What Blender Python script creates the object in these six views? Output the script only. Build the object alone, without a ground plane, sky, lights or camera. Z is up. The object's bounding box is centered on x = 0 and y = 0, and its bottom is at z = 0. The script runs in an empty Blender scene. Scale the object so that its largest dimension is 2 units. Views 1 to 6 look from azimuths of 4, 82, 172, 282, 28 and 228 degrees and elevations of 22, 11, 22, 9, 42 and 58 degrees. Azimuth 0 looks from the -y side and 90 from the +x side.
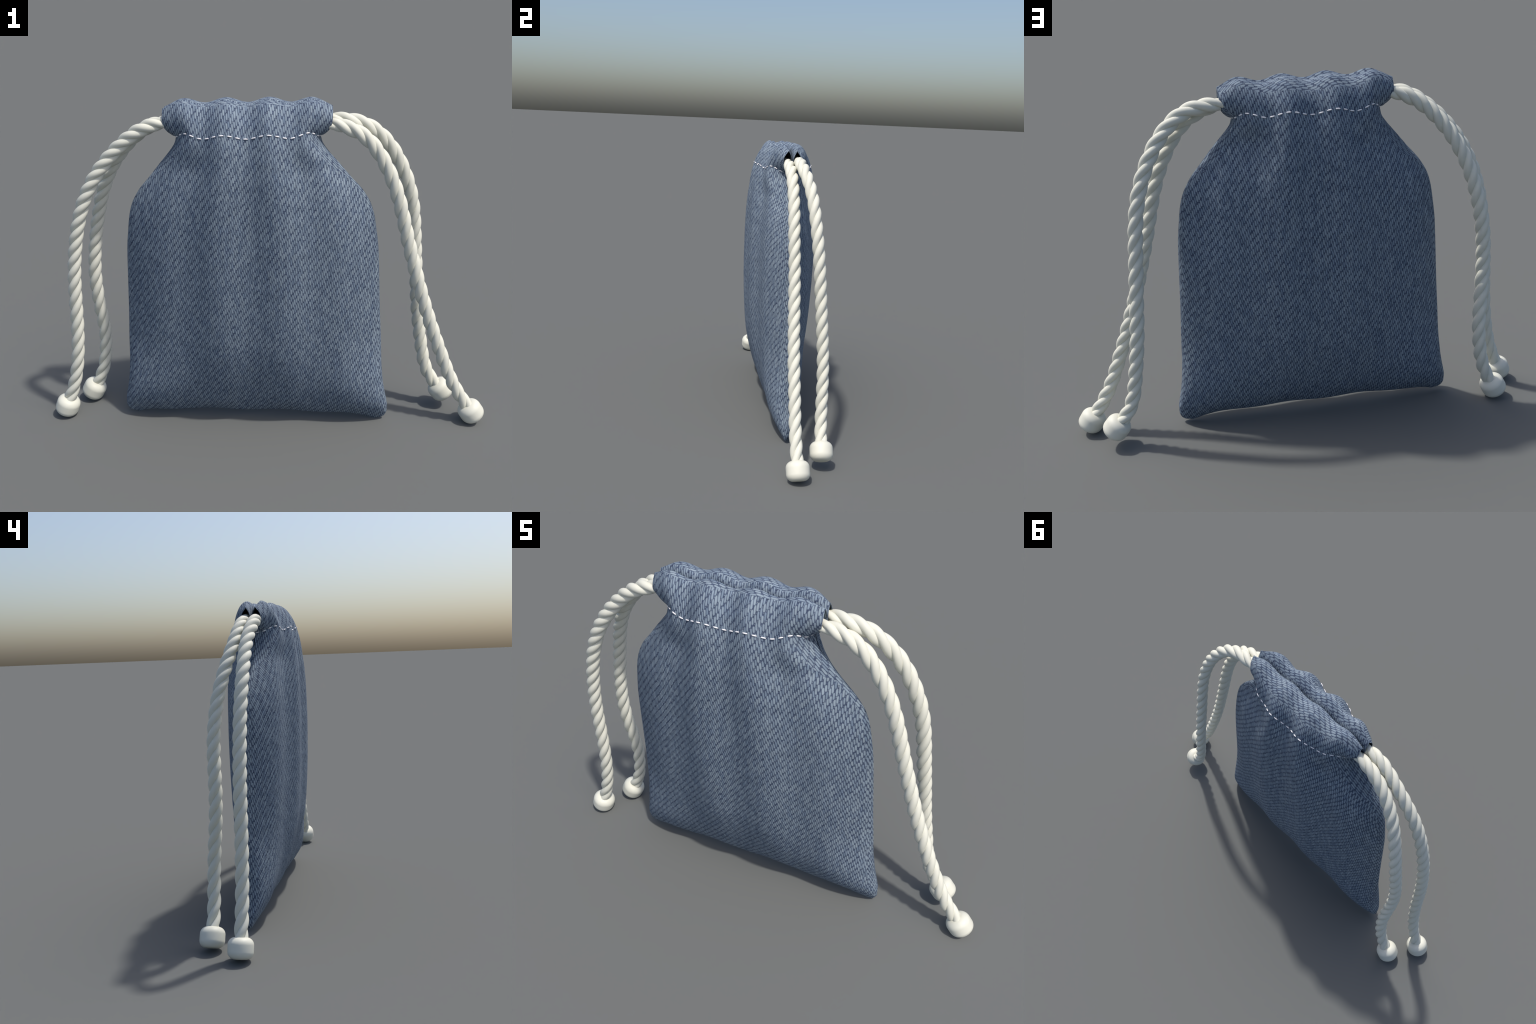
"""Denim drawstring pouch: two sewn panels, a gathered double casing at the
mouth, two three-strand cords with moulded end caps, a line of white stitches."""
import bpy, math, random
import numpy as np

random.seed(7)
XC = -0.0525           # the pouch stands a little left of the frame's centre
PI = math.pi

# ------------------------------------------------------------------ helpers
def pchip(xs, ys):
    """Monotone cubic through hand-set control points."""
    xs = np.asarray(xs, float); ys = np.asarray(ys, float)
    h = np.diff(xs); d = np.diff(ys) / h
    m = np.zeros_like(ys); m[0] = d[0]; m[-1] = d[-1]
    for i in range(1, len(xs) - 1):
        if d[i - 1] * d[i] > 0:
            w1 = 2 * h[i] + h[i - 1]; w2 = h[i] + 2 * h[i - 1]
            m[i] = (w1 + w2) / (w1 / d[i - 1] + w2 / d[i])
    def f(x):
        x = np.clip(np.asarray(x, float), xs[0], xs[-1])
        i = np.clip(np.searchsorted(xs, x, side='right') - 1, 0, len(xs) - 2)
        t = (x - xs[i]) / h[i]
        return ((2*t**3 - 3*t**2 + 1) * ys[i] + (t**3 - 2*t**2 + t) * h[i] * m[i]
                + (-2*t**3 + 3*t**2) * ys[i+1] + (t**3 - t**2) * h[i] * m[i+1])
    return f

def smooth(a, b, x):
    t = np.clip((np.asarray(x, float) - a) / (b - a), 0, 1)
    return t * t * (3 - 2 * t)

def spline(points, m):
    """Natural cubic spline through 3D points, m samples."""
    P = np.asarray(points, float); n = len(P)
    A = np.eye(n); b = np.zeros((n, 3))
    for i in range(1, n - 1):
        A[i, i-1:i+2] = (1, 4, 1); b[i] = 6 * (P[i-1] - 2*P[i] + P[i+1])
    M = np.linalg.solve(A, b)
    t = np.linspace(0, n - 1, m); i = np.minimum(t.astype(int), n - 2); w = (t - i)[:, None]
    return (1-w)*P[i] + w*P[i+1] + ((1-w)**3 - (1-w))*M[i]/6 + (w**3 - w)*M[i+1]/6

def new_object(name, data, parent):
    ob = bpy.data.objects.new(name, data)
    bpy.context.scene.collection.objects.link(ob)
    ob.parent = parent
    return ob

def mesh_object(name, verts, faces, mat, parent, normals=None):
    me = bpy.data.meshes.new(name)
    me.from_pydata([tuple(v) for v in verts], [], [tuple(int(k) for k in f) for f in faces])
    me.update()
    me.polygons.foreach_set('use_smooth', [True] * len(me.polygons))
    if normals is not None:
        me.normals_split_custom_set_from_vertices([tuple(n) for n in normals])
    me.materials.append(mat)
    return new_object(name, me, parent)

def grid_faces(nr, nc, flip=False, wrap=False):
    r = np.arange(nr - 1)[:, None]
    c = np.arange(nc if wrap else nc - 1)[None, :]
    c2 = (c + 1) % nc
    q = np.stack([r*nc + c, r*nc + c2, (r+1)*nc + c2, (r+1)*nc + c], -1).reshape(-1, 4)
    return q[:, ::-1] if flip else q

# ---------------------------------------------------------------- materials
class Nodes:
    def __init__(self, name):
        self.mat = bpy.data.materials.new(name); self.mat.use_nodes = True
        self.nt = self.mat.node_tree; self.nt.nodes.clear()
        self.out = self.nt.nodes.new('ShaderNodeOutputMaterial')
        self.bsdf = self.nt.nodes.new('ShaderNodeBsdfPrincipled')
        self.nt.links.new(self.bsdf.outputs[0], self.out.inputs[0])
    def put(self, sock, v):
        if isinstance(v, bpy.types.NodeSocket): self.nt.links.new(v, sock)
        else: sock.default_value = v
    def node(self, kind, **kw):
        n = self.nt.nodes.new(kind)
        for k, v in kw.items(): setattr(n, k, v)
        return n
    def m(self, op, a, b=0.0, c=0.0):
        n = self.node('ShaderNodeMath', operation=op)
        self.put(n.inputs[0], a); self.put(n.inputs[1], b); self.put(n.inputs[2], c)
        return n.outputs[0]
    def pick(self, f, a, b):                       # float mix
        n = self.node('ShaderNodeMix', data_type='FLOAT')
        self.put(n.inputs[0], f); self.put(n.inputs[2], a); self.put(n.inputs[3], b)
        return n.outputs[0]
    def mix(self, f, a, b):                        # colour mix
        n = self.node('ShaderNodeMix', data_type='RGBA')
        self.put(n.inputs[0], f); self.put(n.inputs[6], a); self.put(n.inputs[7], b)
        return n.outputs[2]
    def xyz(self, a, b, c):
        n = self.node('ShaderNodeCombineXYZ')
        for s, v in zip(n.inputs, (a, b, c)): self.put(s, v)
        return n.outputs[0]
    def split(self, v):
        n = self.node('ShaderNodeSeparateXYZ'); self.put(n.inputs[0], v)
        return n.outputs
    def step(self, lo, hi, x):
        n = self.node('ShaderNodeMapRange', interpolation_type='SMOOTHSTEP')
        self.put(n.inputs[0], x); self.put(n.inputs[1], lo); self.put(n.inputs[2], hi)
        return n.outputs[0]
    def noise(self, vec, scale, detail=2.0):
        n = self.node('ShaderNodeTexNoise'); self.put(n.inputs['Vector'], vec)
        n.inputs['Scale'].default_value = scale; n.inputs['Detail'].default_value = detail
        return n.outputs['Fac']
    def white(self, vec):
        n = self.node('ShaderNodeTexWhiteNoise', noise_dimensions='3D'); self.put(n.inputs['Vector'], vec)
        return n.outputs['Value']

def denim_material():
    """Coarse twill: leaning pale warp floats over dark indigo, laid on the cloth
    from the front, the side or the top, whichever way the cloth faces."""
    N = Nodes('denim')
    CELL, FLOAT, TWILL, LEAN = 0.0071, 0.0335, 0.275, 0.50
    tc = N.node('ShaderNodeTexCoord').outputs['Object']
    x, y, z = N.split(tc)
    geo = N.node('ShaderNodeNewGeometry')
    nx, ny, nz = N.split(geo.outputs['Normal'])
    ax, ay, az = (N.m('ABSOLUTE', v) for v in (nx, ny, nz))
    side = N.m('MULTIPLY', N.m('GREATER_THAN', ax, ay), N.m('GREATER_THAN', ax, az))
    steep = N.pick(N.m('GREATER_THAN', ny, 0.0), 0.62, 1.3)      # the top layer reaches lower on the back
    top = N.m('MULTIPLY', N.m('GREATER_THAN', az, ax), N.m('GREATER_THAN', N.m('MULTIPLY', az, steep), ay))
    ufront = N.m('MULTIPLY', x, N.m('MULTIPLY', N.m('SIGN', ny), -1.0))
    uside = N.m('MULTIPLY', y, N.m('SIGN', nx))
    u = N.pick(top, N.pick(side, ufront, uside), y)
    v = N.pick(top, z, N.m('MULTIPLY', x, -1.0))
    face = N.m('ADD', side, N.m('MULTIPLY', top, 2.0))
    # yarn wander
    wob = N.noise(N.xyz(u, v, face), 30.0, 1.0)
    u = N.m('MULTIPLY_ADD', N.m('SUBTRACT', wob, 0.5), 0.004, u)
    wob2 = N.noise(N.xyz(u, v, 3.7), 55.0, 1.0)
    v = N.m('MULTIPLY_ADD', N.m('SUBTRACT', wob2, 0.5), 0.006, v)
    cu = N.m('DIVIDE', u, CELL); cv = N.m('DIVIDE', v, FLOAT)
    q = N.m('FRACT', N.m('MULTIPLY_ADD', cu, -TWILL, cv))
    leaned = N.m('MULTIPLY_ADD', N.m('SUBTRACT', q, 0.5), LEAN, cu)
    col = N.m('FLOOR', leaned)
    fx = N.m('FRACT', leaned)
    rowpos = N.m('SUBTRACT', cv, N.m('MULTIPLY', N.m('ADD', col, 0.5), TWILL))
    jit = N.m('MULTIPLY', N.m('SUBTRACT', N.white(N.xyz(col, 5.5, face)), 0.5), 0.13)
    rowpos = N.m('ADD', rowpos, jit)
    row = N.m('FLOOR', rowpos); fy = N.m('FRACT', rowpos)
    rnd = N.white(N.xyz(col, row, face))
    rnd2 = N.white(N.xyz(row, col, N.m('ADD', face, 11.3)))
    half = N.pick(rnd2, 0.33, 0.42)
    dx = N.m('DIVIDE', N.m('ABSOLUTE', N.m('SUBTRACT', fx, 0.5)), N.pick(rnd, 0.36, 0.46))
    dy = N.m('DIVIDE', N.m('ABSOLUTE', N.m('SUBTRACT', fy, 0.5)), half)
    r = N.m('ADD', N.m('POWER', dx, 2.4), N.m('POWER', dy, 5.0))
    warp = N.m('SUBTRACT', 1.0, N.step(0.15, 1.45, r))
    # pale weft peeping through between two floats
    gx = N.m('DIVIDE', N.m('SUBTRACT', fx, 0.5), 0.38)
    gy = N.m('DIVIDE', N.m('SUBTRACT', N.m('ABSOLUTE', N.m('SUBTRACT', fy, 0.5)), 0.5), 0.095)
    g = N.m('ADD', N.m('MULTIPLY', gx, gx), N.m('MULTIPLY', gy, gy))
    weft = N.m('MULTIPLY', N.m('SUBTRACT', 1.0, N.step(0.2, 1.3, g)), N.m('MULTIPLY', N.step(0.2, 0.7, rnd2), 0.85))
    # fibre fuzz and slubby warp streaks
    fuzz = N.noise(N.xyz(N.m('MULTIPLY', u, 2.0), v, face), 240.0, 2.0)
    streak = N.noise(N.xyz(u, N.m('MULTIPLY', v, 0.06), face), 75.0, 2.0)
    yarn = N.mix(N.m('POWER', rnd, 0.6), (0.160, 0.212, 0.278, 1), (0.252, 0.308, 0.360, 1))
    yarn = N.mix(N.m('MULTIPLY', N.step(0.45, 0.75, streak), 0.35), yarn, (0.145, 0.200, 0.285, 1))
    ground = N.mix(N.step(0.35, 0.65, fuzz), (0.034, 0.046, 0.082, 1), (0.070, 0.096, 0.155, 1))
    colr = N.mix(weft, ground, (0.23, 0.275, 0.33, 1))
    colr = N.mix(warp, colr, yarn)
    # uneven indigo: soft faded and darker patches, drawn out along the warp
    patch = N.noise(N.xyz(N.m('MULTIPLY', u, 1.6), N.m('MULTIPLY', v, 0.7), N.m('ADD', face, 20.0)), 34.0, 3.0)
    tone = N.node('ShaderNodeMapRange'); N.put(tone.inputs[0], patch)
    for k, val in ((1, 0.3), (2, 0.7), (3, 0.86), (4, 1.06)): tone.inputs[k].default_value = val
    dyed = N.node('ShaderNodeMix', data_type='RGBA', blend_type='MULTIPLY')
    dyed.inputs[0].default_value = 1.0
    N.put(dyed.inputs[6], colr)
    N.put(dyed.inputs[7], N.xyz(tone.outputs[0], tone.outputs[0], tone.outputs[0]))
    N.put(N.bsdf.inputs['Base Color'], dyed.outputs[2])
    N.bsdf.inputs['Roughness'].default_value = 0.85
    N.bsdf.inputs['Specular IOR Level'].default_value = 0.2
    hgt = N.m('ADD', N.m('MULTIPLY', warp, 0.8), N.m('MULTIPLY', weft, 0.4))
    b = N.node('ShaderNodeBump'); b.inputs['Strength'].default_value = 0.35
    b.inputs['Distance'].default_value = 0.0012
    N.put(b.inputs['Height'], hgt); N.put(N.bsdf.inputs['Normal'], b.outputs[0])
    return N.mat

def plain_material(name, col, rough, spec=0.3, fibre=0.0):
    N = Nodes(name)
    tc = N.node('ShaderNodeTexCoord').outputs['Object']
    n = N.noise(tc, 60.0, 3.0)
    dark = tuple(c * 0.965 for c in col[:3]) + (1,)
    N.put(N.bsdf.inputs['Base Color'], N.mix(n, dark, col))
    N.bsdf.inputs['Roughness'].default_value = rough
    N.bsdf.inputs['Specular IOR Level'].default_value = spec
    return N.mat

DENIM = denim_material()
CORD = plain_material('cotton_cord', (0.675, 0.670, 0.580, 1), 0.6, 0.25)
CAP = plain_material('ivory_plastic', (0.675, 0.670, 0.580, 1), 0.5, 0.3)
THREAD = plain_material('white_thread', (0.86, 0.84, 0.86, 1), 0.6, 0.3)

# ------------------------------------------------------------------ the root
bag = bpy.data.objects.new('drawstring_pouch', None)
bpy.context.scene.collection.objects.link(bag)
bag['label'] = 'small blue denim pouch with white twisted drawstring cords'
bag['category'] = 'drawstring bag'

# --------------------------------------------------------- cloth: dimensions
ZS = 1.355                                    # height of the stitch line
half_width = pchip(
    [0.0, 0.008, 0.022, 0.045, 0.075, 0.11, 0.15, 0.20, 0.25, 0.30, 0.40, 0.55, 0.65, 0.75, 0.85, 0.93, 0.99, 1.045, 1.11, 1.17, 1.23, 1.28, 1.33, ZS],
    [0.555, 0.588, 0.604, 0.611, 0.611, 0.605, 0.596, 0.587, 0.581, 0.576, 0.570, 0.559, 0.553, 0.547, 0.540, 0.529, 0.519, 0.503, 0.467, 0.417, 0.368, 0.327, 0.298, 0.292])
depth = pchip(
    [0.0, 0.004, 0.015, 0.03, 0.05, 0.075, 0.10, 0.15, 0.20, 0.30, 0.41, 0.50, 0.60, 0.75, 0.90, 1.05, 1.15, 1.24, 1.30, ZS],
    [0.0, 0.010, 0.022, 0.033, 0.047, 0.062, 0.075, 0.095, 0.111, 0.134, 0.151, 0.160, 0.167, 0.173, 0.175, 0.174, 0.171, 0.162, 0.150, 0.134])
mouth_depth = pchip([0, .25, .5, .65, .75, .87, .93, 1.0], [.134, .133, .125, .107, .087, .065, .050, .002])
pleat_size = pchip([0.0, 0.3, 0.6, 0.9, 1.15, ZS], [0.005, 0.007, 0.009, 0.011, 0.012, 0.0095])

def pleats(a):                                # four puffs across each face
    return -np.cos(4 * PI * a)

def across_neck(a):                           # x of a cloth thread at the stitch line
    return 0.354 * a - 0.062 * a**3

def panel_grid(nr, nc):
    a = np.linspace(-1, 1, nc)[None, :]
    t = np.linspace(0, 1, nr)[:, None]
    zl = ZS * (0.25 * t**2.6 + 0.75 * t ** 1.0 * (1 - (1 - t)**3) )      # rows crowd at the bottom
    zl = ZS * (zl - zl.min()) / (zl.max() - zl.min())
    gather = smooth(1.02, ZS, zl)
    s = (1 - gather) * a + gather * across_neck(a) / 0.292
    x = XC + 0.002 * (1 - smooth(1.2, ZS, zl)) + (half_width(zl) + 0.002) * s
    e = np.minimum(np.abs(s), 1.0)
    pillow = (1 - e**2.0)**(0.68 + 0.12 * smooth(0.9, 1.2, zl))                              # body section, rounded at the seams
    foot = (1 - e**6)**0.45 * (0.84 + 0.36 * e**3)            # at the hem: slack middle, puffed corners
    hem = 1 - smooth(0.0, 0.45, zl)
    lens = hem * foot + (1 - hem) * pillow
    mouth = mouth_depth(np.abs(a)) / 0.134
    flat = smooth(1.20, ZS, zl)
    y = depth(zl) * ((1 - flat) * lens + flat * mouth)
    y = y + pleat_size(zl) * pleats(a) * (1 - np.abs(a)**(2.2 + 2.8 * flat)) * smooth(0.0, 0.10, zl)
    lift = 0.009 * pleats(a) * smooth(1.0, ZS, zl) - 0.011 * a**8 * smooth(1.25, ZS, zl)
    lift = lift + (0.004 + 0.028 * (1 - a**4) + 0.004 * pleats(a * 0.9 + 0.07)) * np.exp(-zl / 0.14)
    z = zl + lift
    # the pouch stands slightly skewed: right seam towards the front, left seam a little back
    skew = (-0.010 * smooth(0.0, 1.0, s) * (1 - 0.9 * smooth(1.22, ZS, zl))
            + 0.003 * smooth(0.0, 1.0, -s) * (1 - smooth(0.95, 1.2, zl))
            - 0.014 * e**4 * smooth(1.05, 1.2, zl) * (1 - smooth(1.26, ZS, zl)))
    skew = np.broadcast_to(skew, np.broadcast(x, y).shape)
    # hollow in the back cloth behind the right shoulder, deepest under the end of the casing
    hollow = np.exp(-((s - 0.74) / 0.16)**2) * (0.011 * smooth(0.75, 0.95, zl) * (1 - smooth(1.15, 1.3, zl))
             + 0.016 * np.exp(-((zl - 1.25) / 0.055)**2))
    return np.stack(np.broadcast_arrays(x, -y, z), -1), skew, np.broadcast_to(hollow, skew.shape)      # front face, y < 0

def casing_grid(nr_out, nr_in, nc, roundness, lip):
    a = np.linspace(-1, 1, nc)[None, :]
    P = pleats(a)
    z0 = ZS + 0.009 * P - 0.011 * a**8
    zr = 1.4725 + 0.0095 * P - 0.013 * a**10
    y0 = mouth_depth(np.abs(a)) + 0.0095 * P * (1 - np.abs(a)**5)
    yr = 0.037 - 0.014 * np.abs(a)**4 + 0.002 * P
    x0, xt = across_neck(a), 0.350 * a - 0.010 * a**3
    rows = []
    for k in range(nr_out):                    # outer wall, stitch to ridge
        f = k / (nr_out - 1) * PI / 2
        u = math.sin(f)
        g = (1 - (1 - u)**2)**0.6
        bulge = 0.002 + 0.034 * np.abs(a)**5 + (0.004 if lip else -0.005) * P * (1 - a**4)
        yy = yr + (y0 - yr) * (roundness * math.cos(f) + (1 - roundness) * (1 - u)) + bulge * math.sin(2 * f)
        uz = u + (f / (PI / 2) - u) * np.abs(a)**8           # the openings come to a point
        rows.append(np.stack(np.broadcast_arrays(XC + x0 + (xt - x0) * g, -yy, z0 + (zr - z0) * uz), -1))
    yi = 0.0015
    drop = 0.034 + 0.020 * np.abs(a)**6 + 0.026 * lip * (1 - np.abs(a)**6)   # a sharp lip falls steeply into the slit
    point = np.maximum(np.abs(a)**8, lip)
    for k in range(1, nr_in):                  # over the ridge and down the inner wall
        w = k / (nr_in - 1)
        if w < 0.6:
            f = w / 0.6 * PI / 2
            yy = yr + (yi - yr) * math.sin(f); zz = zr - drop * ((1 - math.cos(f)) * (1 - point) + f / (PI / 2) * point); g = 1.0
        else:
            u = (w - 0.6) / 0.4
            yy = yi + (0.010 - yi) * u**3 + 0 * a; zz = (zr - drop) * (1 - u) + z0 * u
            g = (1 - u**2)**0.6 if u < 1 else 0.0
        rows.append(np.stack(np.broadcast_arrays(XC + x0 + (xt - x0) * g, -yy, zz), -1))
    return np.concatenate(rows, 0)

def grid_normals(G):
    du = np.gradient(G, axis=1); dv = np.gradient(G, axis=0)
    n = np.cross(du, dv)
    n /= np.linalg.norm(n, axis=2)[..., None] + 1e-12
    return n

NC, NPR, NOUT, NIN = 301, 240, 56, 56
panel, panel_skew, hollow = panel_grid(NPR, NC)
NCAS = NOUT + NIN - 1
skew = np.concatenate([panel_skew, np.repeat(panel_skew[-1:], NCAS - 1, 0)], 0)

def face_of(side):
    casing = casing_grid(NOUT, NIN, NC, *((0.55, 0.75) if side < 0 else (0.74, 0.0))).reshape(NCAS, NC, 3)
    sheet = np.concatenate([panel, casing[1:]], 0)          # one continuous sheet, bottom to inner hem
    G = sheet * np.array([1, -side, 1.0])
    G[..., 1] += skew
    if side > 0: G[:NPR, :, 1] -= hollow
    return G, grid_normals(G) * -side

def build_cloth(side):
    """side -1: front; +1: back (the mirror image)."""
    G, NRM = face_of(side)
    flip = side > 0
    lo = G[:NPR].reshape(-1, 3)
    mesh_object('panel', lo, grid_faces(NPR, NC, flip), DENIM, bag, NRM[:NPR].reshape(-1, 3))
    up, un = G[NPR-1:], NRM[NPR-1:]
    nr = up.shape[0]
    TH = 0.003                                               # cloth thickness at the cord openings
    inner = up - un * TH
    inner[0] = up[0]; inner[-1] = up[-1]
    verts = np.concatenate([up.reshape(-1, 3), inner.reshape(-1, 3)])
    faces = [grid_faces(nr, NC, flip), grid_faces(nr, NC, not flip) + nr * NC]
    rim = []
    for c, fl in ((0, False), (NC - 1, True)):
        i = np.arange(nr - 1) * NC + c
        q = np.stack([i, i + NC, i + NC + nr * NC, i + nr * NC], -1)
        rim.append(q if fl == flip else q[:, ::-1])
    faces = np.concatenate(faces + rim)
    nn = np.concatenate([un.reshape(-1, 3), -un.reshape(-1, 3)])
    mesh_object('drawstring_casing', verts, faces, DENIM, bag, nn)

build_cloth(-1)
build_cloth(+1)

# ------------------------------------------------------------------ stitches
def stitch_mesh(length=0.0190, radius=0.0026, seg=10, rings=14):
    v, f = [], []
    for k in range(rings + 1):
        t = k / rings; s = -math.cos(PI * t)
        rr = radius * math.sqrt(max(0.0, 1 - abs(s)**3.2)) + 1e-5
        for j in range(seg):
            w = 2 * PI * j / seg
            v.append((s * length / 2, rr * math.cos(w), rr * 0.85 * math.sin(w) + 0.0006 * (1 - s*s)))
    F = [tuple(q) for q in grid_faces(rings + 1, seg, True, True)]
    F += [tuple(range(seg)), tuple(reversed(range(rings * seg, (rings + 1) * seg)))]
    me = bpy.data.meshes.new('stitch'); me.from_pydata(v, [], F)
    me.polygons.foreach_set('use_smooth', [True] * len(me.polygons))
    me.materials.append(THREAD); me.update()
    return me

STITCH = stitch_mesh()
from mathutils import Matrix, Vector
def sew(side):
    G, NRM = face_of(side)
    line, nrm = G[NPR - 1], NRM[NPR - 1]
    seg = np.linalg.norm(np.diff(line, axis=0), axis=1)
    arc = np.concatenate([[0], np.cumsum(seg)])
    count = 23
    pitch = arc[-1] / count
    for k in range(count):
        d = pitch * (k + 0.5)
        p, q = (np.array([np.interp(d + e, arc, line[:, i]) for i in range(3)]) for e in (-0.004, 0.004))
        n = np.array([np.interp(d, arc, nrm[:, i]) for i in range(3)])
        t = Vector(q - p).normalized(); n = Vector(n)
        n = (n - t * n.dot(t)).normalized(); b = n.cross(t)
        pos = Vector((p + q) / 2) + n * 0.0016
        M = Matrix((t, b, n)).transposed().to_4x4(); M.translation = pos
        ob = new_object('stitch', STITCH, bag)
        ob.matrix_local = M
sew(-1)
sew(+1)

# --------------------------------------------------------------------- cords
# each cord hangs out of the casing on both sides; control points run outward to the cap
FRONT_LEFT = [(-.299,-.012,1.396),(-.444,-.027,1.383),(-.571,-.021,1.307),(-.686,-.024,1.183),(-.765,-.025,1.036),(-.811,-.025,.873),(-.835,-.025,.707),(-.845,-.025,.537),(-.858,-.025,.368),(-.889,-.025,.199),(-.943,-.026,.0515)]
BACK_LEFT = [(-.300,.030,1.405),(-.459,.030,1.370),(-.585,.044,1.270),(-.671,.072,1.141),(-.727,.095,.989),(-.762,.100,.830),(-.778,.096,.669),(-.774,.105,.508),(-.769,.119,.350),(-.796,.121,.175),(-.854,.118,.055)]
FRONT_RIGHT = [(.299,-.023,1.383),(.419,-.023,1.329),(.511,-.023,1.203),(.568,-.024,1.058),(.607,-.022,.909),(.648,-.023,.761),(.692,-.025,.615),(.742,-.026,.470),(.797,-.025,.326),(.858,-.025,.188),(.943,-.022,.055)]
BACK_RIGHT = [(.299,.030,1.394),(.424,.029,1.370),(.534,.053,1.270),(.607,.070,1.127),(.643,.084,.984),(.661,.097,.825),(.677,.109,.666),(.693,.120,.507),(.717,.121,.349),(.754,.115,.193),(.826,.108,.089)]

CAP_R, CAP_H, CAP_ROUND = 0.0545, 0.089, 0.031

def cap_mesh():
    """Barrel turned on the cord's axis: flat ends, generously rounded rims."""
    prof = [(0.0, -CAP_H/2)]
    for k in range(13):
        w = -PI/2 + k / 12 * PI/2
        prof.append((CAP_R - CAP_ROUND + CAP_ROUND * math.cos(w), -CAP_H/2 + CAP_ROUND + CAP_ROUND * math.sin(w)))
    for k in range(13):
        w = k / 12 * PI/2
        prof.append((CAP_R - CAP_ROUND + CAP_ROUND * math.cos(w), CAP_H/2 - CAP_ROUND + CAP_ROUND * math.sin(w)))
    prof.append((0.0, CAP_H/2))
    seg = 56; v = []
    for r, h in prof:
        for j in range(seg):
            w = 2 * PI * j / seg
            v.append(((r + 1e-5) * math.cos(w), (r + 1e-5) * math.sin(w), h))
    me = bpy.data.meshes.new('cord_end_cap'); me.from_pydata(v, [], [tuple(q) for q in grid_faces(len(prof), seg, False, True)])
    me.polygons.foreach_set('use_smooth', [True] * len(me.polygons))
    me.materials.append(CAP); me.update()
    return me
CAPMESH = cap_mesh()

PLY_R, PLY_OFF, PLY_SEG = 0.0164, 0.0137, 20

def frames(c):
    """Rotation-minimising frames along a sampled path."""
    t = np.gradient(c, axis=0); t /= np.linalg.norm(t, axis=1)[:, None]
    n = np.zeros_like(t); up = np.array([0, 1.0, 0])
    n[0] = up - t[0] * up.dot(t[0]); n[0] /= np.linalg.norm(n[0])
    for i in range(1, len(c)):
        w = n[i-1] - t[i] * n[i-1].dot(t[i]); n[i] = w / np.linalg.norm(w)
    return t, n, np.cross(t, n)

def tube(path, radius, seg, squeeze=1.0):
    t, n, b = frames(path)
    w = np.linspace(0, 2 * PI, seg, endpoint=False)
    ring = radius * (np.cos(w)[None, :, None] * n[:, None] + np.sin(w)[None, :, None] * b[:, None])
    return (path[:, None] + ring * np.reshape(squeeze, (-1, 1, 1))).reshape(-1, 3)

def resample(c, step):
    d = np.concatenate([[0], np.cumsum(np.linalg.norm(np.diff(c, axis=0), axis=1))])
    m = int(d[-1] / step) + 1
    s = np.linspace(0, d[-1], m)
    return np.stack([np.interp(s, d, c[:, i]) for i in range(3)], 1), s

def build_cord(left, right, lobe_left, lobe_right, phase_left, phase_right):
    L = spline(left, 600); R = spline(right, 600)
    # through the casing the cord lies slack between the two openings
    p0, p1 = L[0], R[0]
    k = np.linspace(0, 1, 60)[1:-1, None]
    y_mid = p0[1] * 1.9
    mid = p0 * (1 - k) + p1 * k
    mid[:, 1] = mid[:, 1] + (y_mid - mid[:, 1]) * np.sin(PI * k[:, 0])**1.5 * 0.6
    path = np.concatenate([L[::-1], mid, R])
    path, s = resample(path, 0.0028)
    half = len(path)
    # twist angle: set lobe spacing on each hanging side, eased across the hidden stretch
    sl = np.abs(path[:, 0] - L[0][0]).argmin(); sr = np.abs(path[:, 0] - R[0][0]).argmin()
    zs = path[:, 2]
    lobe = np.where(np.arange(half) < (sl + sr) // 2, lobe_left(zs), lobe_right(zs))
    ang = np.concatenate([[0], np.cumsum(np.diff(s) * 2 * PI / (3 * 0.5 * (lobe[1:] + lobe[:-1])))])
    aL = ang - ang[0] + phase_left
    aR = ang - ang[-1] + phase_right
    gap = aR[0] - aL[0]; gap = (gap + PI / 3) % (2 * PI / 3) - PI / 3      # strands are alike
    ease = smooth(0, 1, (np.arange(half) - sl) / max(1, sr - sl))
    ang = aL + gap * ease
    t, n, b = frames(path)
    squeeze = 0.80 + 0.20 * smooth(0.325, 0.40, np.abs(path[:, 0] - XC))   # gripped by the casing
    core = mesh_object('cord', tube(path, 0.004, 8), grid_faces(half, 8, False, True), CORD, bag)
    for ply in range(3):
        w = ang + ply * 2 * PI / 3
        c = path + (PLY_OFF * squeeze)[:, None] * (np.cos(w)[:, None] * n + np.sin(w)[:, None] * b)
        mesh_object('strand', tube(c, PLY_R, PLY_SEG, squeeze), grid_faces(half, PLY_SEG, False, True), CORD, core)
    for end, prev in ((L[-1], L[-40]), (R[-1], R[-40])):
        axis = Vector(end - prev).normalized()
        ob = new_object('cord_end_cap', CAPMESH, core)
        M = axis.to_track_quat('Z', 'Y').to_matrix().to_4x4(); M.translation = Vector(end)
        ob.matrix_local = M

tight = lambda z: 0.070 - 0.0115 * smooth(0.35, 0.9, z)
even = lambda z: 0.067 + 0 * z
build_cord(FRONT_LEFT, FRONT_RIGHT, tight, even, 0.0, -0.45)
build_cord(BACK_LEFT, BACK_RIGHT, tight, even, 0.8, 0.0)
